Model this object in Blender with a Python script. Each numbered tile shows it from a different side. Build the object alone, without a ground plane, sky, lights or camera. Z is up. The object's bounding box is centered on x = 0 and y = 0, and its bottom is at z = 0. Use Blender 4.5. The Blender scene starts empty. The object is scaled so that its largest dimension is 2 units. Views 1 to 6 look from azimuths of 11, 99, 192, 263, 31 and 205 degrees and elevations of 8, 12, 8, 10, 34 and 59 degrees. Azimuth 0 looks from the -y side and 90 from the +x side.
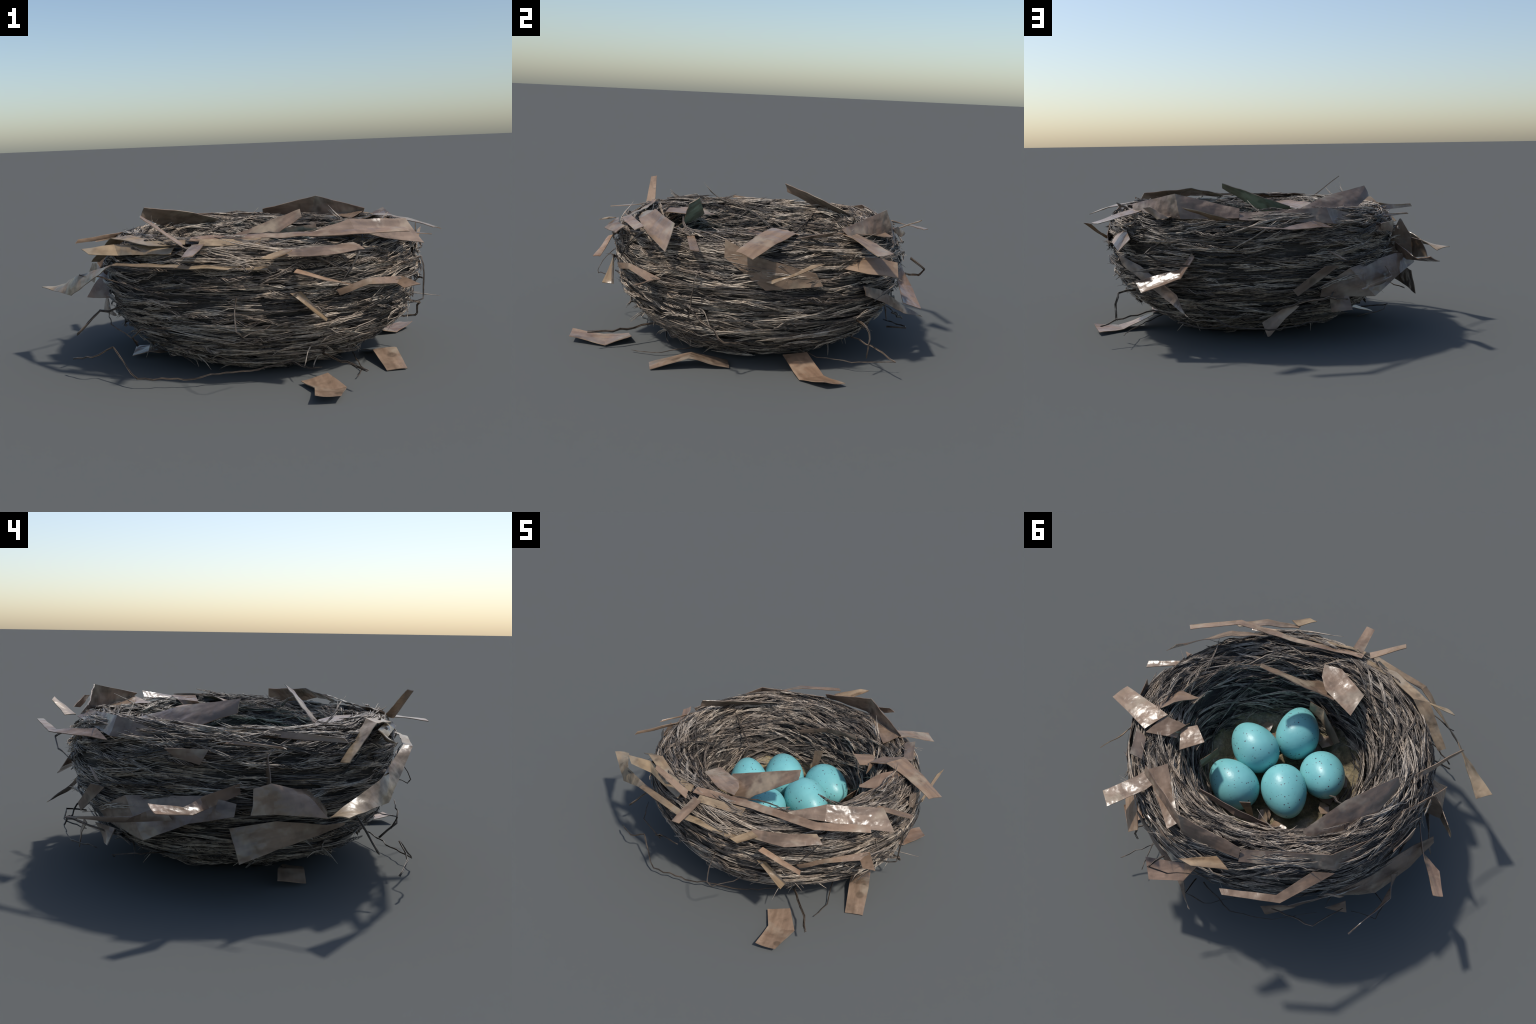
import bpy, bmesh, math, random
import numpy as np
from mathutils import Vector, Matrix, Euler

random.seed(7)
rng = np.random.default_rng(7)

# ---------------------------------------------------------------- helpers
CX, CY = 0.082, 0.006          # axis of the bowl
AX_X, AX_Y = 1.03, 0.985     # bowl is slightly oval


def new_object(name, mesh, parent=None, mat=None):
    ob = bpy.data.objects.new(name, mesh)
    bpy.context.scene.collection.objects.link(ob)
    if parent is not None:
        ob.parent = parent
    if mat is not None and not mesh.materials:
        mesh.materials.append(mat)
    return ob


def mesh_from(name, verts, faces, smooth=True):
    me = bpy.data.meshes.new(name)
    me.from_pydata([tuple(v) for v in verts], [], [tuple(f) for f in faces])
    me.validate()
    me.polygons.foreach_set("use_smooth", [smooth] * len(me.polygons))
    me.update()
    return me


def mesh_quads(name, verts, quads, smooth=True):
    """Fast mesh from an (n,3) and an (m,4) array."""
    me = bpy.data.meshes.new(name)
    me.vertices.add(len(verts))
    me.vertices.foreach_set("co", np.asarray(verts, np.float32).ravel())
    me.loops.add(quads.size)
    me.loops.foreach_set("vertex_index", quads.astype(np.int32).ravel())
    me.polygons.add(len(quads))
    me.polygons.foreach_set("loop_start", np.arange(0, quads.size, 4, dtype=np.int32))
    me.polygons.foreach_set("use_smooth", np.full(len(quads), smooth))
    me.update(calc_edges=True)
    return me


# ---------------------------------------------------------------- materials
class Nodes:
    def __init__(self, name):
        self.mat = bpy.data.materials.new(name)
        self.mat.use_nodes = True
        self.t = self.mat.node_tree
        self.bsdf = self.t.nodes["Principled BSDF"]

    def add(self, kind, **kw):
        n = self.t.nodes.new(kind)
        for k, v in kw.items():
            if k.startswith("in_"):
                key = k[3:]
                key = int(key) if key.isdigit() else key.replace("_", " ")
                n.inputs[key].default_value = v
            else:
                setattr(n, k, v)
        return n

    def link(self, a, b):
        self.t.links.new(a, b)

    def ramp(self, fac, stops, interp="LINEAR"):
        n = self.add("ShaderNodeValToRGB")
        n.color_ramp.interpolation = interp
        el = n.color_ramp.elements
        while len(el) > len(stops):
            el.remove(el[-1])
        while len(el) < len(stops):
            el.new(0.5)
        for e, (p, c) in zip(el, stops):
            e.position = p
            e.color = (*c, 1) if len(c) == 3 else c
        self.link(fac, n.inputs["Fac"])
        return n.outputs["Color"]

    def noise(self, vec, scale, detail=4, rough=0.6):
        n = self.add("ShaderNodeTexNoise", in_Scale=scale, in_Detail=detail, in_Roughness=rough)
        if vec is not None:
            self.link(vec, n.inputs["Vector"])
        return n.outputs["Fac"]

    def mix(self, fac, a, b, blend="MIX"):
        n = self.add("ShaderNodeMix", data_type="RGBA", blend_type=blend)
        for sock, v in ((n.inputs[0], fac), (n.inputs[6], a), (n.inputs[7], b)):
            if hasattr(v, "is_output"):
                self.link(v, sock)
            else:
                sock.default_value = v if not isinstance(v, tuple) or len(v) == 4 else (*v, 1)
        return n.outputs[2]

    def math(self, op, a, b=0.0, clamp=False):
        n = self.add("ShaderNodeMath", operation=op, use_clamp=clamp)
        for sock, v in ((n.inputs[0], a), (n.inputs[1], b)):
            if hasattr(v, "is_output"):
                self.link(v, sock)
            else:
                sock.default_value = v
        return n.outputs[0]

    def bump(self, height, strength, distance):
        n = self.add("ShaderNodeBump", in_Strength=strength, in_Distance=distance)
        self.link(height, n.inputs["Height"])
        self.link(n.outputs["Normal"], self.bsdf.inputs["Normal"])

    def set(self, **kw):
        for k, v in kw.items():
            s = self.bsdf.inputs[k.replace("_", " ")]
            if hasattr(v, "is_output"):
                self.link(v, s)
            else:
                s.default_value = v


def make_straw_material(name, stops, rough=0.45, per_object=False):
    m = Nodes(name)
    co = m.add("ShaderNodeTexCoord").outputs["Object"]
    if per_object:
        rnd = m.add("ShaderNodeObjectInfo").outputs["Random"]
        isl = m.add("ShaderNodeNewGeometry").outputs["Random Per Island"]
        rnd = m.math("FRACT", m.math("ADD", rnd, isl))
    else:
        rnd = m.add("ShaderNodeNewGeometry").outputs["Random Per Island"]
    base = m.ramp(rnd, stops)
    fine = m.noise(co, 55, 3, 0.6)
    col = m.mix(0.75, base, m.ramp(fine, [(0.32, (0.42, 0.41, 0.42)), (0.68, (1.25, 1.22, 1.18))]), "MULTIPLY")
    hue = m.noise(co, 9, 2, 0.5)
    col = m.mix(0.5, col, m.ramp(hue, [(0.33, (0.93, 0.96, 1.0)), (0.62, (1.14, 1.0, 0.86))]), "MULTIPLY")
    m.set(Base_Color=col, Roughness=rough)
    m.bsdf.inputs["Specular IOR Level"].default_value = 0.5
    grain = m.noise(co, 260, 2, 0.6)
    m.bump(grain, 0.35, 0.002)
    return m.mat


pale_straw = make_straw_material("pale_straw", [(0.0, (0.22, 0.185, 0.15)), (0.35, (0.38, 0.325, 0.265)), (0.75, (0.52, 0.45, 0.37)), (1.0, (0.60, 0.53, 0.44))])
brown_straw = make_straw_material("brown_straw", [(0.0, (0.07, 0.057, 0.047)), (0.45, (0.18, 0.15, 0.122)), (1.0, (0.36, 0.30, 0.245))])
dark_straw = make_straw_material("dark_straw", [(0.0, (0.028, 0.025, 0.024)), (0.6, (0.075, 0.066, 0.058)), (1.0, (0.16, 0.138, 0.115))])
twig_mat = make_straw_material("brown_twig", [(0.0, (0.045, 0.036, 0.030)), (0.4, (0.12, 0.098, 0.08)),
                                              (0.7, (0.25, 0.205, 0.165)), (1.0, (0.44, 0.37, 0.30))], per_object=True)


def make_strip_material(name, pale, mid, blot, rough=0.3, speck=0.5, gloss=0.5):
    m = Nodes(name)
    co = m.add("ShaderNodeTexCoord").outputs["Object"]
    info = m.add("ShaderNodeObjectInfo").outputs["Random"]
    shift = m.add("ShaderNodeVectorMath", operation="ADD")
    m.link(co, shift.inputs[0])
    m.link(m.math("MULTIPLY", info, 37.0), shift.inputs[1])
    v = shift.outputs[0]
    streak = m.add("ShaderNodeMapping")
    streak.inputs["Scale"].default_value = (1.6, 11.0, 4.0)      # local x runs along the piece
    m.link(v, streak.inputs["Vector"])
    a = m.noise(streak.outputs[0], 2.6, 3, 0.55)
    col = m.mix(m.ramp(a, [(0.36, (0, 0, 0)), (0.62, (1, 1, 1))]), mid, pale)
    soft = m.noise(v, 5.5, 2, 0.5)
    col = m.mix(0.7, col, m.ramp(soft, [(0.36, (0.72, 0.70, 0.68)), (0.64, (1.16, 1.13, 1.1))]), "MULTIPLY")
    col = m.mix(m.ramp(m.noise(v, 13, 3, 0.6), [(0.56, (0, 0, 0)), (0.74, (speck, speck, speck))]), col, blot)
    mot = m.noise(v, 7.5, 3, 0.55)                                # cream and grey mottling
    col = m.mix(m.ramp(mot, [(0.54, (0, 0, 0)), (0.68, (0.55, 0.55, 0.55))]), col, (0.40, 0.335, 0.255))
    vo = m.add("ShaderNodeTexVoronoi", in_Scale=11.0)             # scattered round blotches
    m.link(v, vo.inputs["Vector"])
    sep = m.add("ShaderNodeSeparateColor")
    m.link(vo.outputs["Color"], sep.inputs[0])
    ring = m.math("MULTIPLY", m.math("SUBTRACT", m.math("MULTIPLY", m.math("SUBTRACT", sep.outputs[0], 0.55, True), 0.7), vo.outputs["Distance"]), 9.0, True)
    col = m.mix(m.math("MULTIPLY", ring, 0.6), col, blot)
    tint = m.ramp(info, [(0.0, (1.08, 0.98, 0.90)), (0.35, (0.92, 0.92, 0.92)), (0.7, (1.04, 1.0, 0.92)), (1.0, (0.82, 0.80, 0.78))])
    col = m.mix(1.0, col, tint, "MULTIPLY")
    m.set(Base_Color=col)
    r = m.ramp(m.noise(v, 6, 3, 0.6), [(0.3, (rough * 0.75,) * 3), (0.7, (min(1, rough * 1.5),) * 3)])
    m.set(Roughness=r)
    m.bsdf.inputs["Specular IOR Level"].default_value = gloss
    h = m.math("ADD", m.noise(v, 11, 2, 0.45), m.math("MULTIPLY", m.noise(v, 45, 2, 0.5), 0.08))
    m.bump(h, 0.55, 0.03)
    return m.mat


tan_strip = make_strip_material("tan_bark", (0.305, 0.215, 0.152), (0.220, 0.150, 0.104), (0.10, 0.072, 0.050), 0.27)
olive_strip = make_strip_material("straw_yellow_blade", (0.350, 0.262, 0.168), (0.230, 0.160, 0.098), (0.09, 0.062, 0.035), 0.30, 0.85)
dark_strip = make_strip_material("dark_brown_bark", (0.23, 0.165, 0.125), (0.155, 0.112, 0.085), (0.06, 0.045, 0.032), 0.33)
grey_strip = make_strip_material("grey_brown_bark", (0.270, 0.198, 0.150), (0.18, 0.130, 0.098), (0.08, 0.06, 0.045), 0.24)

stray_mat = make_straw_material("dark_twig", [(0.0, (0.035, 0.028, 0.022)), (0.6, (0.10, 0.078, 0.060)), (1.0, (0.22, 0.17, 0.13))])

# added core shell behind the straw, coloured dark so the gaps look shaded
m = Nodes("gap_shade_core")
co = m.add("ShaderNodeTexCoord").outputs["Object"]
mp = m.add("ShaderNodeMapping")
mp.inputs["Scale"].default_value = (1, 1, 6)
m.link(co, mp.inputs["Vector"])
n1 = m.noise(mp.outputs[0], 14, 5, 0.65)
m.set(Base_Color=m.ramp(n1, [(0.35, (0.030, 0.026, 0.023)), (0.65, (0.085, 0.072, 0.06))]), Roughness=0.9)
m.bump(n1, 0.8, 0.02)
core_mat = m.mat

# lining of the cup
m = Nodes("dry_lining")
co = m.add("ShaderNodeTexCoord").outputs["Object"]
n1 = m.noise(co, 9, 4, 0.6)
n2 = m.noise(co, 60, 4, 0.7)
c1 = m.ramp(n1, [(0.36, (0.15, 0.125, 0.075)), (0.50, (0.28, 0.225, 0.13)), (0.62, (0.33, 0.28, 0.22))])
c1 = m.mix(0.8, c1, m.ramp(n2, [(0.3, (0.45, 0.42, 0.38)), (0.7, (1.35, 1.3, 1.15))]), "MULTIPLY")
m.set(Base_Color=c1, Roughness=0.5)
m.bump(n2, 0.9, 0.015)
lining_mat = m.mat

# egg shell: blue-green with sparse dark freckles
m = Nodes("blue_egg_shell")
co = m.add("ShaderNodeTexCoord").outputs["Object"]
wob = m.add("ShaderNodeTexNoise", in_Scale=90.0, in_Detail=2.0)
m.link(co, wob.inputs["Vector"])
wv = m.add("ShaderNodeVectorMath", operation="SCALE")
sub = m.add("ShaderNodeVectorMath", operation="SUBTRACT")
m.link(wob.outputs["Color"], sub.inputs[0])
sub.inputs[1].default_value = (0.5, 0.5, 0.5)
m.link(sub.outputs[0], wv.inputs[0])
wv.inputs["Scale"].default_value = 0.008
add = m.add("ShaderNodeVectorMath", operation="ADD")
m.link(co, add.inputs[0])
m.link(wv.outputs[0], add.inputs[1])


def freckles(scale, size, keep):
    vo = m.add("ShaderNodeTexVoronoi", in_Scale=scale)
    m.link(add.outputs[0], vo.inputs["Vector"])
    sep = m.add("ShaderNodeSeparateColor")
    m.link(vo.outputs["Color"], sep.inputs[0])
    lim = m.math("MULTIPLY", m.math("SUBTRACT", sep.outputs[0], keep, True), size)
    d = m.math("SUBTRACT", lim, vo.outputs["Distance"])
    return m.math("MULTIPLY", d, 18.0, True)


spots = m.math("MAXIMUM", freckles(34, 0.36, 0.40), freckles(66, 0.44, 0.36))
mott = m.noise(co, 14, 3, 0.5)
shell = m.ramp(mott, [(0.3, (0.180, 0.490, 0.500)), (0.7, (0.215, 0.550, 0.550))])
col = m.mix(spots, shell, (0.075, 0.055, 0.085))
m.set(Base_Color=col, Roughness=0.38)
m.bump(m.noise(co, 75, 3, 0.5), 0.10, 0.006)
egg_mat = m.mat

# ---------------------------------------------------------------- bowl profile
# (radius, height) from the underside, up the outside, over the rim, down the inside
PROFILE = [(0.10, 0.024), (0.28, 0.030), (0.415, 0.050), (0.525, 0.097), (0.616, 0.160), (0.690, 0.247), (0.734, 0.338),
           (0.748, 0.430), (0.745, 0.520), (0.718, 0.582), (0.675, 0.620), (0.624, 0.629), (0.575, 0.608),
           (0.523, 0.555), (0.480, 0.472), (0.445, 0.382), (0.412, 0.305), (0.370, 0.248), (0.310, 0.218)]


def spline(points, n):
    p = np.array(points, float)
    ext = np.vstack([2 * p[0] - p[1], p, 2 * p[-1] - p[-2]])
    out = []
    for i in range(len(p) - 1):
        a, b, c, d = ext[i:i + 4]
        for t in np.linspace(0, 1, n, endpoint=False):
            out.append(0.5 * (2 * b + (c - a) * t + (2 * a - 5 * b + 4 * c - d) * t * t + (3 * b - a - 3 * c + d) * t ** 3))
    out.append(p[-1])
    return np.array(out)


_pr = spline(PROFILE, 14)
_len = np.concatenate([[0], np.cumsum(np.linalg.norm(np.diff(_pr, axis=0), axis=1))])
S_LEN = _len[-1]
_tan = np.gradient(_pr, _len, axis=0)
_tan /= np.linalg.norm(_tan, axis=1)[:, None]
_nor = np.stack([_tan[:, 1], -_tan[:, 0]], 1)    # outward normal in (r, z)


def s_at_height(z, inside=False):
    k = np.argmax(_pr[:, 1])
    if inside:
        return np.interp(-z, -_pr[k:, 1], _len[k:])
    return np.interp(z, _pr[:k, 1], _len[:k])


def bowl_point(theta, s, off):
    """Point on the bowl: angle, arc length along the profile, outward offset."""
    r = np.interp(s, _len, _pr[:, 0])
    z = np.interp(s, _len, _pr[:, 1])
    nr = np.interp(s, _len, _nor[:, 0])
    nz = np.interp(s, _len, _nor[:, 1])
    wob = 1 + 0.012 * np.sin(2 * theta + 0.7) + 0.010 * np.sin(5 * theta + 2.0)
    zz = 0.010 * np.sin(3 * theta + 1.0) * np.clip((z - 0.2) / 0.4, 0, 1)
    zz = zz + 0.012 * np.cos(theta - 2.2) * np.clip((0.3 - z) / 0.3, 0, 1)
    rr = r * wob + nr * off
    return np.stack([CX + AX_X * rr * np.cos(theta), CY + AX_Y * rr * np.sin(theta), z + zz + nz * off], -1)


# ---------------------------------------------------------------- tubes along many paths
def tubes(paths, radii, sides=4, flat=1.0, up=None):
    """paths (n,k,3), radii (n,k) -> verts, quads of n tapering tubes."""
    n, k, _ = paths.shape
    tan = np.gradient(paths, axis=1)
    tan /= np.linalg.norm(tan, axis=2, keepdims=True) + 1e-9
    ref = np.zeros_like(tan)
    ref[..., 2] = 1.0
    if up is not None:
        ref = up
    b = np.cross(tan, ref)
    bl = np.linalg.norm(b, axis=2, keepdims=True)
    b = np.where(bl < 1e-4, np.array([1.0, 0, 0]), b / (bl + 1e-9))
    c = np.cross(b, tan)
    ang = np.linspace(0, 2 * np.pi, sides, endpoint=False) + 0.4
    v = (paths[:, :, None, :] + radii[:, :, None, None] *
         (np.cos(ang)[None, None, :, None] * b[:, :, None, :] * flat + np.sin(ang)[None, None, :, None] * c[:, :, None, :]))
    i = np.arange(n)[:, None, None] * k * sides
    j = np.arange(k - 1)[None, :, None] * sides
    a = np.arange(sides)[None, None, :]
    a2 = (a + 1) % sides
    q = np.stack([i + j + a, i + j + a2, i + j + sides + a2, i + j + sides + a], -1).reshape(-1, 4)
    if sides == 4:
        i1 = np.arange(n)[:, None] * k * sides
        caps0 = i1 + np.array([[3, 2, 1, 0]])
        caps1 = i1 + (k - 1) * sides + np.array([[0, 1, 2, 3]])
        q = np.vstack([q, caps0, caps1])
    return v.reshape(-1, 3), q


def straw_paths(n, s_lo, s_hi, length, tilt, off, off_sd, bow, per=5, spread=0.009, k=9, density_power=1.0):
    """Bundles of straws that run round the bowl; each bundle is `per` straws twisted loosely together."""
    nb = n // per
    th0 = rng.uniform(0, 2 * np.pi, nb)
    s0 = s_lo + (s_hi - s_lo) * rng.uniform(0, 1, nb) ** density_power
    sl = rng.normal(0, tilt, nb)
    ln = rng.uniform(*length, nb)
    of = off + rng.normal(0, off_sd, nb)
    bw = bow * rng.exponential(1.0, nb)
    lead = rng.uniform(-1, 1, nb)
    curv = rng.normal(0, 0.02, nb)
    rep = lambda a: np.repeat(a, per)
    m_ = nb * per
    u = np.linspace(-0.5, 0.5, k)[None, :]
    le = rep(ln) * rng.uniform(0.55, 1.0, m_)
    shift = rng.uniform(-0.25, 0.25, m_) * rep(ln)
    al = shift[:, None] + le[:, None] * u                       # distance along bundle
    s = rep(s0)[:, None] + rep(sl)[:, None] * al + rep(curv)[:, None] * (al / 0.3) ** 2
    ph = rng.uniform(0, 2 * np.pi, m_)[:, None]
    turn = rng.normal(0, 9, nb)
    wav = rng.uniform(0.2, 1.0, m_)[:, None] * spread
    a = ph + rep(turn)[:, None] * al
    own = rng.normal(0, 0.055, m_)[:, None] * al                 # each straw strays a little from its bundle
    kink = np.zeros((m_, k))
    kj = rng.integers(1, k - 1, m_)
    kink[np.arange(m_), kj] = rng.normal(0, 0.0045, m_)
    s = s + wav * np.cos(a) + own + kink
    o = rep(of)[:, None] + 0.45 * wav * np.sin(a) + rng.normal(0, 0.0012, (m_, k))
    end = al / rep(ln)[:, None] + 0.35 * rep(lead)[:, None]
    o = o + rep(bw)[:, None] * np.clip(np.abs(end) - 0.2, 0, None) ** 2 * 2.2
    s = np.clip(s, 0.0, S_LEN)
    r = np.interp(s, _len, _pr[:, 0])
    dirn = 1.0
    th = rep(th0)[:, None] + dirn * al / np.maximum(np.interp(rep(s0), _len, _pr[:, 0])[:, None], 0.25)
    return bowl_point(th, s, o)


def straw_radii(n, k, lo, hi):
    base = rng.uniform(lo, hi, n)[:, None]
    u = np.linspace(-1, 1, k)[None, :]
    return base * (1 - 0.65 * np.abs(u) ** 3)


# ---------------------------------------------------------------- the nest
nest = bpy.data.objects.new("bird_nest", None)
nest.location = (0, 0, 0)
nest.empty_display_size = 0.2
bpy.context.scene.collection.objects.link(nest)
nest["label"] = "round woven straw bird nest with brown bark strips"
nest["category"] = "bird nest"

# added core shell just under the straw, blocks see-through and darkens gaps
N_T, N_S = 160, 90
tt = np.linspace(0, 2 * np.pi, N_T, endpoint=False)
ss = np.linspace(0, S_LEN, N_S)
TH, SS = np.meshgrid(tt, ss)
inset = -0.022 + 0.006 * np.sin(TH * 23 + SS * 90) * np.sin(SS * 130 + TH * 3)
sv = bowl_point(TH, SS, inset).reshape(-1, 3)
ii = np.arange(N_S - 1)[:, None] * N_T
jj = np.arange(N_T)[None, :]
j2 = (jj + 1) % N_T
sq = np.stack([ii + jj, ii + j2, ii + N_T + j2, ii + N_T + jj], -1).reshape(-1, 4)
new_object("dark_core_shell", mesh_quads("dark_core_shell", sv, sq), nest, core_mat)
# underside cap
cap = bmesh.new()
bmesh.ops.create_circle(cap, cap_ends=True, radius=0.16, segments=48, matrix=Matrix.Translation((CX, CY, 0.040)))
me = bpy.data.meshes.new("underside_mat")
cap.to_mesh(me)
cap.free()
new_object("underside_mat", me, nest, core_mat)

# floor of the cup
bm = bmesh.new()
rings, seg = 40, 96
rows = []
for i in range(1, rings + 1):
    r = 0.43 * i / rings
    row = []
    for j in range(seg):
        a = 2 * math.pi * j / seg
        x, y = CX + AX_X * r * math.cos(a), CY + AX_Y * r * math.sin(a)
        h = 0.218 + 0.09 * (r / 0.43) ** 4
        h += 0.010 * math.sin(31 * x + 7) * math.sin(27 * y + 2) + 0.006 * math.sin(83 * x) * math.sin(71 * y + 1)
        row.append(bm.verts.new((x, y, h)))
    rows.append(row)
c0 = bm.verts.new((CX, CY, 0.218))
for j in range(seg):
    bm.faces.new((c0, rows[0][j], rows[0][(j + 1) % seg]))
for i in range(rings - 1):
    for j in range(seg):
        bm.faces.new((rows[i][j], rows[i + 1][j], rows[i + 1][(j + 1) % seg], rows[i][(j + 1) % seg]))
for f in bm.faces:
    f.smooth = True
me = bpy.data.meshes.new("cup_lining")
bm.to_mesh(me)
bm.free()
new_object("cup_lining", me, nest, lining_mat)

# straw in layers, outside to inside
S_RIM = _len[np.argmax(_pr[:, 1])]
layers = [
    # count, s range, length, tilt, offset, sd, bow, spread, shares of pale / brown / dark
    (7200, 0.16, S_RIM, (0.20, 0.46), 0.06, -0.012, 0.009, 0.004, 0.010, (0.20, 0.40, 0.40)),  # deep layer weighted to dark straw: shade between bundles put into colour
    (8000, 0.20, S_RIM, (0.12, 0.34), 0.09, 0.001, 0.012, 0.012, 0.009, (0.45, 0.33, 0.22)),
    (2200, 0.22, S_RIM, (0.07, 0.17), 0.22, 0.006, 0.011, 0.028, 0.008, (0.50, 0.30, 0.20)),
    (2800, S_RIM - 0.14, S_RIM + 0.18, (0.10, 0.30), 0.28, 0.003, 0.012, 0.012, 0.008, (0.45, 0.33, 0.22)),
    (6000, S_RIM, S_LEN - 0.06, (0.10, 0.30), 0.30, -0.004, 0.011, 0.006, 0.008, (0.40, 0.33, 0.27)),
]
TONES = [("pale_straw", pale_straw), ("brown_straw", brown_straw), ("dark_straw", dark_straw)]
PER = 8
parts = {0: [], 1: [], 2: []}
for (cnt, lo, hi, ln, tilt, off, osd, bow, spr, share) in layers:
    p = straw_paths(cnt, lo, hi, ln, tilt, off, osd, bow, per=PER, spread=spr, k=6)
    p[..., 2] = np.maximum(p[..., 2], 0.010)
    rad = straw_radii(len(p), p.shape[1], 0.0011, 0.0026)
    tone = np.repeat(rng.choice(3, len(p) // PER, p=share), PER)
    for g in range(3):
        parts[g].append((p[tone == g], rad[tone == g]))
for g, (kind, mat) in enumerate(TONES):
    V, Q, base = [], [], 0
    for p, rad in parts[g]:
        v, q = tubes(p, rad)
        V.append(v)
        Q.append(q + base)
        base += len(v)
    ob = new_object(kind, mesh_quads(kind, np.vstack(V), np.vstack(Q)), nest, mat)
    ob["kind"] = "stuff"

# larger kinked twigs that can be picked out one by one
NK = 12
p = straw_paths(280, 0.24, S_RIM + 0.26, (0.16, 0.46), 0.13, 0.011, 0.007, 0.020, per=1, spread=0.003, k=NK)
for i in range(len(p)):
    for _ in range(2):                                   # sharp kinks
        j = int(rng.integers(2, NK - 2))
        d = rng.normal(0, 0.009, 3)
        w = np.clip(1 - np.abs(np.arange(NK) - j) / 3.0, 0, 1)[:, None]
        p[i] += w * d
p[..., 2] = np.clip(p[..., 2], 0.012, 0.70)


def twisted(path, radii, fibres, pitch):
    """A cord of a few fibres wound round one path."""
    k = len(path)
    fine = np.linspace(0, k - 1, 2 * k - 1)
    P = np.stack([np.interp(fine, np.arange(k), path[:, c]) for c in range(3)], 1)
    R = np.interp(fine, np.arange(k), radii)
    T = np.gradient(P, axis=0)
    T /= np.linalg.norm(T, axis=1, keepdims=True)
    B = np.cross(T, [0, 0, 1.0])
    B /= np.linalg.norm(B, axis=1, keepdims=True) + 1e-9
    C = np.cross(B, T)
    vs, qs, base = [], [], 0
    for f in range(fibres):
        ph = f * 2 * np.pi / fibres + np.arange(len(P)) * pitch
        off = R[:, None] * (np.cos(ph)[:, None] * C * 1.5 + np.sin(ph)[:, None] * B * 0.8)
        v, q = tubes((P + off)[None], (R * 0.55)[None])
        vs.append(v)
        qs.append(q + base)
        base += len(v)
    return np.vstack(vs), np.vstack(qs)


rad = straw_radii(len(p), NK, 0.0028, 0.0052)
for i in range(len(p)):
    v, q = twisted(p[i], rad[i], int(rng.integers(3, 6)), float(rng.uniform(0.35, 1.1)))
    new_object("twig", mesh_quads("twig", v, q), nest, twig_mat)

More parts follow.
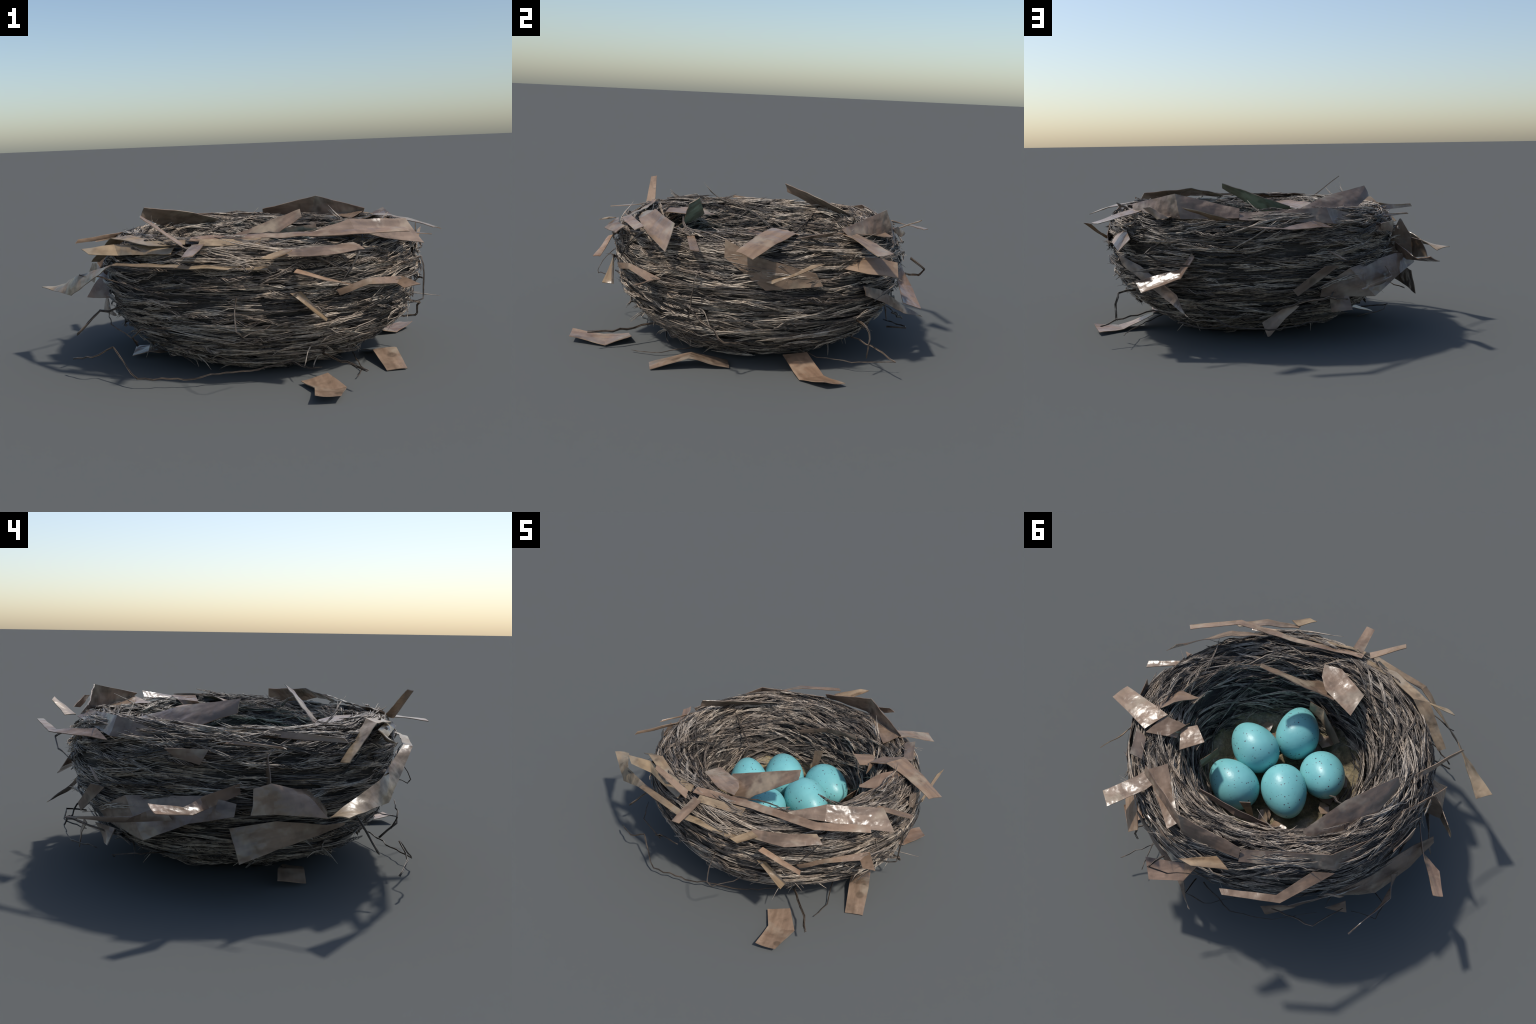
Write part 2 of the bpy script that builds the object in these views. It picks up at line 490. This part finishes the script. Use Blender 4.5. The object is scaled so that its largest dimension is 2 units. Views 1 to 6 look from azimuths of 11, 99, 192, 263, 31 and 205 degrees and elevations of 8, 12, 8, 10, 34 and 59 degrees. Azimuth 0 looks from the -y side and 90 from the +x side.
# ---------------------------------------------------------------- strips and leaves
# Each piece is a ribbon given by its cross-sections: pairs of edge points along its length.
STRIPS = [
    # long strips lying along the front rim
    ("bark_strip", "tan", [((-.107, -.655, .648), (-.105, -.615, .662)), ((.242, -.600, .650), (.245, -.560, .664)),
                           ((.592, -.580, .656), (.587, -.535, .673)), ((.838, -.432, .650), (.813, -.397, .664))]),
    ("bark_strip", "grey", [((.903, -.272, .577), (.818, -.255, .690)), ((.735, -.405, .618), (.690, -.345, .699)),
                            ((.605, -.490, .660), (.572, -.419, .709)), ((.410, -.555, .650), (.415, -.535, .668))]),
    ("bark_strip", "olive", [((-.132, -.637, .630), (-.140, -.600, .647)), ((-.300, -.632, .628), (-.290, -.575, .648)),
                             ((-.528, -.506, .652), (-.444, -.483, .660)), ((-.692, -.360, .520), (-.660, -.332, .515))]),
    ("grass_blade", "olive", [((-.671, -.519, .604), (-.619, -.558, .583)), ((-.508, -.520, .625), (-.477, -.560, .578)),
                              ((-.180, -.650, .622), (-.185, -.690, .600))]),
    ("grass_blade", "olive", [((-.997, -.290, .381), (-.929, -.238, .367)), ((-.747, -.500, .378), (-.735, -.467, .461)),
                              ((-.466, -.675, .547), (-.452, -.640, .552)), ((-.120, -.760, .545), (-.118, -.722, .552)),
                              ((.250, -.745, .530), (.250, -.710, .538))]),
    ("bark_strip", "tan", [((-.303, -.722, .761), (-.314, -.691, .766)), ((-.124, -.695, .625), (-.145, -.646, .640))]),
    ("bark_strip", "tan", [((-.084, -.871, .611), (-.036, -.871, .612)), ((-.092, -.667, .635), (-.031, -.681, .640))]),
    ("bark_strip", "tan", [((-.769, -.320, .625), (-.778, -.335, .606)), ((-.596, -.060, .632), (-.606, -.040, .606))]),
    ("grass_blade", "olive", [((-.057, -.658, .655), (-.060, -.690, .632)), ((.206, -.618, .652), (.206, -.655, .628))]),
    ("grass_blade", "olive", [((.236, -.804, .591), (.282, -.811, .587)), ((.306, -.713, .612), (.357, -.733, .614))]),
    ("grass_blade", "olive", [((.491, -.716, .309), (.489, -.656, .306)), ((.337, -.705, .426), (.385, -.700, .432))]),
    ("bark_strip", "tan", [((.601, -.720, .464), (.588, -.688, .465)), ((.360, -.735, .520), (.370, -.705, .530))]),
    ("bark_strip", "tan", [((.529, -.625, .425), (.540, -.610, .398)), ((.659, -.515, .458), (.660, -.520, .430)),
                           ((.800, -.322, .432), (.780, -.390, .410)), ((.882, -.423, .415), (.811, -.421, .395))]),
    ("bark_strip", "dark", [((.300, -.700, .612), (.305, -.740, .588)), ((.470, -.640, .618), (.495, -.705, .588)),
                            ((.600, -.560, .622), (.650, -.590, .598))]),
    ("bark_strip", "tan", [((.942, -.150, .602), (.935, -.110, .600)), ((.760, -.215, .628), (.760, -.180, .632))]),
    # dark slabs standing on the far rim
    ("bark_strip", "dark", [((-.545, .039, .746), (-.570, .051, .694)), ((-.365, .240, .703), (-.500, .250, .622)),
                            ((-.235, .440, .640), (-.300, .470, .595))]),
    ("bark_strip", "dark", [((.595, .464, .680), (.582, .500, .644)), ((.300, .660, .743), (.263, .693, .624)),
                            ((-.020, .658, .672), (-.025, .695, .632))]),
    ("bark_strip", "dark", [((-.020, .655, .652), (-.030, .705, .625)), ((-.410, .510, .667), (-.450, .540, .592)),
                            ((-.551, .316, .611), (-.590, .250, .560))]),
    ("bark_strip", "tan", [((-.006, .854, .612), (-.031, .877, .612)), ((-.252, .766, .593), (-.283, .794, .592)),
                           ((-.360, .597, .612), (-.452, .548, .578))]),
    ("grass_blade", "olive", [((.206, .831, .690), (.143, .834, .683)), ((.075, .721, .622), (-.009, .759, .632))]),
    ("bark_strip", "grey", [((.450, .690, .678), (.405, .712, .682)), ((.364, .732, .625), (.297, .756, .634))]),
    # right-hand cluster of broad pieces
    ("dry_leaf", "tan", [((.997, .133, .595), (.953, .051, .612)), ((.840, .210, .640), (.800, .105, .655)), ((.711, .273, .662), (.645, .152, .672))]),
    ("dry_leaf", "tan", [((.781, -.036, .619), (.734, .167, .655)), ((.680, -.040, .625), (.660, .065, .662)), ((.584, -.050, .602), (.581, -.040, .610))]),
    ("dry_leaf", "tan", [((.700, .285, .655), (.660, .160, .665)), ((.595, .250, .640), (.545, .150, .640)), ((.560, .230, .620), (.552, .105, .590))]),
    ("dry_leaf", "tan", [((.417, .195, .632), (.499, .118, .627)), ((.515, .280, .611), (.565, .169, .629))]),
    ("dry_leaf", "grey", [((.695, .438, .686), (.637, .429, .657)), ((.752, .277, .654), (.690, .300, .640))]),
    ("dry_leaf", "grey", [((.745, .640, .598), (.679, .706, .598)), ((.615, .520, .648), (.541, .565, .642)), ((.585, .470, .655), (.520, .530, .650))]),
    ("dry_leaf", "tan", [((.312, .650, .632), (.350, .695, .615)), ((.420, .510, .632), (.470, .580, .640)), ((.520, .387, .632), (.584, .476, .660))]),
    ("dry_leaf", "tan", [((.569, .736, .472), (.511, .728, .531)), ((.662, .600, .500), (.575, .610, .560)), ((.690, .480, .520), (.640, .470, .570))]),
    ("grass_blade", "olive", [((.899, .423, .577), (.880, .365, .565)), ((.885, .310, .520), (.868, .265, .505)), ((.872, .200, .466), (.862, .165, .470))]),
    ("dry_leaf", "grey", [((.870, -.015, .645), (.875, -.015, .567)), ((.868, .135, .577), (.860, .170, .430)), ((.785, .378, .508), (.766, .411, .448))]),
    ("dry_leaf", "grey", [((.409, .855, .290), (.473, .766, .327)), ((.228, .805, .352), (.262, .735, .385)), ((.180, .745, .450), (.195, .735, .465))]),
    ("bark_strip", "dark", [((.180, .880, .191), (.190, .876, .195)), ((.300, .778, .235), (.270, .768, .272)), ((.500, .670, .335), (.490, .660, .390)), ((.612, .600, .383), (.633, .585, .433))]),
    # low pieces on the left and back of the wall
    ("bark_strip", "grey", [((-.605, .698, .305), (-.600, .696, .309)), ((-.690, .480, .305), (-.722, .450, .332)), ((-.706, .299, .312), (-.680, .345, .360))]),
    ("bark_strip", "grey", [((-.904, .386, .419), (-.948, .361, .392)), ((-.838, .265, .387), (-.890, .232, .375)),
                            ((-.779, .188, .418), (-.779, .171, .372)), ((-.715, .054, .448), (-.715, .050, .410))]),
    ("dry_leaf", "grey", [((-.797, .072, .390), (-.811, .082, .345)), ((-.720, .180, .404), (-.748, .240, .308)),
                          ((-.520, .478, .370), (-.637, .408, .220)), ((-.400, .585, .300), (-.386, .560, .241))]),
    ("dry_leaf", "tan", [((-.848, .016, .456), (-.885, .027, .368)), ((-.793, -.056, .463), (-.800, -.065, .350)), ((-.712, -.165, .430), (-.768, -.272, .328)), ((-.650, -.225, .415), (-.632, -.294, .325))]),
    ("dry_leaf", "dark", [((-.736, -.043, .563), (-.728, -.042, .563)), ((-.790, -.052, .468), (-.680, -.045, .465)), ((-.797, -.060, .355), (-.650, -.055, .350))]),
    ("dry_leaf", "grey", [((-.822, .064, .173), (-.797, .100, .301)), ((-.735, -.095, .205), (-.735, -.082, .310)), ((-.622, -.280, .230), (-.640, -.290, .270)), ((-.570, -.375, .255), (-.575, -.375, .265))]),
    ("dry_leaf", "dark", [((-.660, .329, .572), (-.655, .300, .545)), ((-.712, .168, .576), (-.705, .200, .517))]),
    ("bark_strip", "dark", [((-.420, .615, .401), (-.480, .560, .393)), ((-.275, .680, .291), (-.297, .670, .260))]),
    ("bark_strip", "dark", [((-.249, .665, .215), (-.302, .645, .210)), ((-.127, .688, .133), (-.240, .675, .155)), ((-.155, .693, .066), (-.165, .692, .068))]),
    ("dry_leaf", "dark", [((-.440, .600, .246), (-.442, .568, .168)), ((-.520, .520, .240), (-.543, .551, .178))]),
    ("grass_blade", "grey", [((-.519, .572, .420), (-.500, .590, .426)), ((-.445, .610, .468), (-.430, .622, .472))]),
    ("grass_blade", "tan", [((-.764, -.086, .595), (-.770, -.110, .585)), ((-.600, .150, .600), (-.630, .140, .585))]),
    # pieces inside the cup
    ("bark_strip", "dark", [((.331, -.268, .744), (.345, -.315, .711)), ((-.065, -.335, .600), (.130, -.405, .572)), ((-.030, -.430, .545), (.075, -.475, .530))]),
    ("dry_leaf", "tan", [((-.199, -.426, .614), (-.178, -.298, .582)), ((-.030, -.526, .625), (.001, -.379, .602)), ((.069, -.520, .621), (.050, -.445, .612))]),
    ("bark_strip", "dark", [((-.065, .415, .505), (-.060, .425, .478)), ((.122, .440, .575), (.122, .455, .535)), ((.320, .425, .600), (.330, .425, .570))]),
    ("bark_strip", "dark", [((.150, .348, .462), (.100, .325, .460)), ((.120, .325, .320), (.088, .320, .313))]),
    ("bark_strip", "tan", [((.470, .192, .400), (.462, .205, .350)), ((.425, .060, .370), (.415, .070, .325))]),
    ("bark_strip", "dark", [((.089, -.400, .420), (.086, -.385, .360)), ((.005, -.390, .405), (.004, -.357, .345)), ((-.150, -.255, .370), (-.115, -.266, .300))]),
]
FLAKES = [   # loose pieces lying on the ground round the nest
    [((.453, -.888, .042), (.558, -.862, .035)), ((.433, -.728, .016), (.564, -.670, .006)), ((.360, -.618, .014), (.474, -.566, .039))],
    [((.728, -.393, .007), (.821, -.358, .006)), ((.655, -.203, .052), (.770, -.190, .060)), ((.600, -.040, .010), (.700, -.010, .008))],
    [((.848, .448, .038), (.778, .536, .014)), ((.763, .327, .006), (.690, .430, .012)), ((.600, .225, .060), (.560, .335, .070))],
    [((-.558, -.232, .010), (-.575, -.113, .026)), ((-.470, -.240, .035), (-.470, -.130, .045)), ((-.410, -.245, .030), (-.340, -.170, .025))],
]
STRIP_MATS = {"tan": tan_strip, "olive": olive_strip, "grey": grey_strip, "dark": dark_strip}


def lerp(a, b, t):
    return a + (b - a) * t


def set_frame(ob, secs):
    """Give a ribbon its own frame: x along it, z off its face, origin at its middle."""
    ca = (Vector(secs[0][0]) + Vector(secs[0][1])) / 2
    cb = (Vector(secs[-1][0]) + Vector(secs[-1][1])) / 2
    x = (cb - ca).normalized()
    wide = max(secs, key=lambda q: (Vector(q[0]) - Vector(q[1])).length)
    z = x.cross(Vector(wide[1]) - Vector(wide[0])).normalized()
    y = z.cross(x)
    fr = Matrix((x, y, z)).transposed().to_4x4()
    fr.translation = (ca + cb) / 2
    ob.data.transform(fr.inverted())
    ob.matrix_world = fr


def ribbon_mesh(name, sections, thick=0.0035, along=0.022, cols=6, bumpy=0.0022, seed=0):
    """Creased ribbon with real thickness through the given edge pairs."""
    r = random.Random(seed)
    secs = [(Vector(a), Vector(b)) for a, b in sections]
    rows = []
    for (a0, b0), (a1, b1) in zip(secs[:-1], secs[1:]):
        n = max(2, int(((a1 + b1) - (a0 + b0)).length * 0.5 / along))
        rows += [(a0.lerp(a1, i / n), b0.lerp(b1, i / n)) for i in range(n)]
    rows.append(secs[-1])
    bm = bmesh.new()
    grid = [[bm.verts.new(a.lerp(b, j / cols)) for j in range(cols + 1)] for a, b in rows]
    for i in range(len(grid) - 1):
        for j in range(cols):
            bm.faces.new((grid[i][j], grid[i][j + 1], grid[i + 1][j + 1], grid[i + 1][j]))
    bm.normal_update()
    ph = [r.uniform(0, 6.28) for _ in range(6)]
    cup = r.uniform(-0.05, 0.05)
    nor = {v: v.normal.copy() for v in bm.verts}
    for i, row in enumerate(grid):
        w = (row[0].co - row[-1].co).length
        for j, v in enumerate(row):
            u = 2 * j / cols - 1
            c = v.co
            d = bumpy * (math.sin(31 * c.x + ph[0]) * math.sin(37 * c.y + ph[1]) + 0.6 * math.sin(63 * c.z + 48 * c.x + ph[2])) + cup * w * (u * u - 0.4)
            v.co = c + nor[v] * d
    front = list(bm.faces)
    bm.normal_update()
    # back side and rim
    back = {v: bm.verts.new(v.co - v.normal * thick) for row in grid for v in row}
    for f in front:
        bm.faces.new([back[v] for v in reversed(f.verts)])
    for e in [e for e in bm.edges if len(e.link_faces) == 1 and e.verts[0] in back and e.verts[1] in back]:
        l = e.link_loops[0]
        a, b = l.vert, l.link_loop_next.vert
        bm.faces.new((b, a, back[a], back[b]))
    bmesh.ops.recalc_face_normals(bm, faces=bm.faces)
    for f in bm.faces:
        f.smooth = True
    me = bpy.data.meshes.new(name)
    bm.to_mesh(me)
    bm.free()
    me.set_sharp_from_angle(angle=math.radians(16))
    return me


for k, (kind, mkey, secs) in enumerate(STRIPS):
    set_frame(new_object(kind, ribbon_mesh(kind, secs, seed=k), nest, STRIP_MATS[mkey]), secs)
for k, secs in enumerate(FLAKES):
    ob = new_object("bark_flake", ribbon_mesh("bark_flake", secs, seed=100 + k), None, tan_strip)
    set_frame(ob, secs)
    ob["label"] = "loose bent flake of brown bark on the ground"
    ob["category"] = "bark flake"

# scraps of leaf on the floor of the cup
for k in range(34):
    a = rng.uniform(0, 2 * np.pi)
    r = 0.30 * math.sqrt(rng.uniform(0.02, 1.35))
    x, y, z = CX + r * math.cos(a), CY + r * math.sin(a), 0.236 + 0.07 * (r / 0.36) ** 4
    d = rng.uniform(0, 2 * np.pi)
    l, w = rng.uniform(0.05, 0.10), rng.uniform(0.018, 0.035)
    dx, dy = math.cos(d), math.sin(d)
    secs = [((x + dx * l * t - dy * w * e, y + dy * l * t + dx * w * e, z + rng.uniform(-0.006, 0.014)),
             (x + dx * l * t + dy * w * e, y + dy * l * t - dx * w * e, z + rng.uniform(-0.006, 0.014))) for t, e in ((-0.5, 0.8), (0, 1), (0.5, 0.5))]
    set_frame(new_object("lining_leaf", ribbon_mesh("lining_leaf", secs, seed=200 + k, cols=4), nest, (olive_strip, tan_strip, grey_strip)[k % 3]), secs)

# ---------------------------------------------------------------- kinked twigs that leave the wall
STRAYS = [
    [(-.730, -.561, .087), (-.605, -.634, .117), (-.505, -.628, .159), (-.420, -.690, .095), (-.357, -.729, .045), (-.110, -.690, .040), (.208, -.606, .070), (.420, -.480, .110)],
    [(.657, -.724, .100), (.590, -.620, .092), (.450, -.480, .100), (.430, -.340, .130)],
    [(.470, .200, .090), (.556, .385, .050), (.582, .549, .050), (.549, .753, .060)],
    [(.670, .751, .101), (.560, .640, .130), (.470, .540, .140), (.300, .520, .110)],
    [(-.742, -.472, .181), (-.640, -.420, .285), (-.540, -.430, .300), (-.400, -.560, .290)],
    [(-.692, -.512, .480), (-.560, -.560, .475), (-.400, -.620, .440), (-.200, -.700, .400)],
    [(-.404, -.568, .152), (-.400, -.640, .210), (-.350, -.660, .250), (-.200, -.690, .270)],
    [(.560, .560, .250), (.629, .608, .240), (.647, .630, .195), (.646, .619, .100)],
    [(.560, -.220, .040), (.620, -.400, .012), (.600, -.520, .010)],
    [(.840, -.120, .480), (.900, -.130, .490), (.905, -.150, .370), (.890, -.160, .290), (.780, -.200, .260)],
    [(.780, -.200, .300), (.880, -.080, .260), (.865, -.008, .173), (.740, .080, .150)],
    [(-.380, -.626, .185), (-.510, -.615, .265), (-.560, -.500, .300)],
    [(.180, .720, .200), (.009, .781, .125), (-.205, .725, .110), (-.400, .600, .130)],
    [(-.200, .700, .200), (-.427, .721, .267), (-.520, .560, .230)],
    [(-.560, .330, .150), (-.700, .440, .190), (-.690, .520, .180), (-.560, .520, .140)],
    [(.240, .700, .140), (.250, .790, .150), (.140, .800, .120), (.000, .680, .110)],
    [(.330, .790, .520), (.380, .850, .480), (.300, .830, .430), (.150, .750, .400)],
    [(.118, -.770, .420), (.118, -.830, .360), (.133, -.872, .301), (.158, -.859, .272), (.260, -.760, .300)],
    [(-.020, -.600, .640), (.160, -.560, .668), (.300, -.520, .664), (.440, -.520, .640)],
    [(-.280, .080, .400), (-.250, .120, .470), (-.380, .200, .560), (-.470, .260, .640)],
]


def stray_mesh(points, radius):
    pts = [Vector(p) for p in points]
    path = []
    for a, b in zip(pts[:-1], pts[1:]):
        n = max(2, int((b - a).length / 0.035))
        path += [a.lerp(b, i / n) for i in range(n)]
    path.append(pts[-1])
    P = np.array([tuple(p) for p in path])[None]
    k = P.shape[1]
    P[:, 1:-1] += rng.normal(0, 0.003, (1, k - 2, 3))
    P[..., 2] = np.maximum(P[..., 2], 0.006)
    rr = (radius * (1 - 0.5 * np.linspace(0, 1, k) ** 2))[None]
    vs, qs, base = [], [], 0
    for s in range(3):                       # three fibres twisted together
        ph = s * 2.094 + np.arange(k) * 0.9
        Q = P.copy()
        Q[0, :, 0] += radius * 0.75 * np.cos(ph)
        Q[0, :, 2] = np.maximum(Q[0, :, 2] + radius * 0.75 * np.sin(ph), 0.004)
        Q[0, :, 1] += radius * 0.5 * np.sin(ph + 1)
        v, q = tubes(Q, rr * 0.62)
        vs.append(v)
        qs.append(q + base)
        base += len(v)
    return mesh_quads("stray_twig", np.vstack(vs), np.vstack(qs))


for i, pts in enumerate(STRAYS):
    new_object("stray_twig", stray_mesh(pts, (0.0035, 0.0050, 0.0025)[i % 3]), nest, stray_mat)

# ---------------------------------------------------------------- eggs
EGG_L, EGG_W, EGG_K = 0.312, 0.236, 0.15
bm = bmesh.new()
n_u, n_v = 48, 64
ring = []
for i in range(1, n_u):
    t = math.pi * i / n_u
    x = math.cos(t) * EGG_L / 2
    r = math.sin(t) * EGG_W / 2 * (1 - EGG_K * math.cos(t))
    ring.append([bm.verts.new((x, r * math.cos(2 * math.pi * j / n_v), r * math.sin(2 * math.pi * j / n_v))) for j in range(n_v)])
tip, tail = bm.verts.new((EGG_L / 2, 0, 0)), bm.verts.new((-EGG_L / 2, 0, 0))
for j in range(n_v):
    k2 = (j + 1) % n_v
    bm.faces.new((tip, ring[0][j], ring[0][k2]))
    bm.faces.new((tail, ring[-1][k2], ring[-1][j]))
    for i in range(n_u - 2):
        bm.faces.new((ring[i][j], ring[i + 1][j], ring[i + 1][k2], ring[i][k2]))
bmesh.ops.recalc_face_normals(bm, faces=bm.faces)
for f in bm.faces:
    f.smooth = True
egg_mesh = bpy.data.meshes.new("egg")
bm.to_mesh(egg_mesh)
bm.free()
# centre, azimuth and rise of the pointed end, spin about the long axis
EGGS = [((0.267, 0.200, 0.332), -27, 0, 0), ((0.258, -0.036, 0.362), -32, -1, 160), ((0.086, -0.234, 0.339), 285, -1, 75),
        ((-0.150, -0.038, 0.340), 129, 30, 230), ((-0.006, 0.140, 0.349), 128, 6, 310)]
for (loc, az, rise, spin) in EGGS:
    ob = new_object("egg", egg_mesh, None, egg_mat)
    ob.matrix_world = (Matrix.Translation(loc) @ Matrix.Rotation(math.radians(az), 4, "Z") @
                       Matrix.Rotation(math.radians(-rise), 4, "Y") @ Matrix.Rotation(math.radians(spin), 4, "X"))
    ob["label"] = "smooth blue-green bird egg with small dark freckles"
    ob["category"] = "egg"
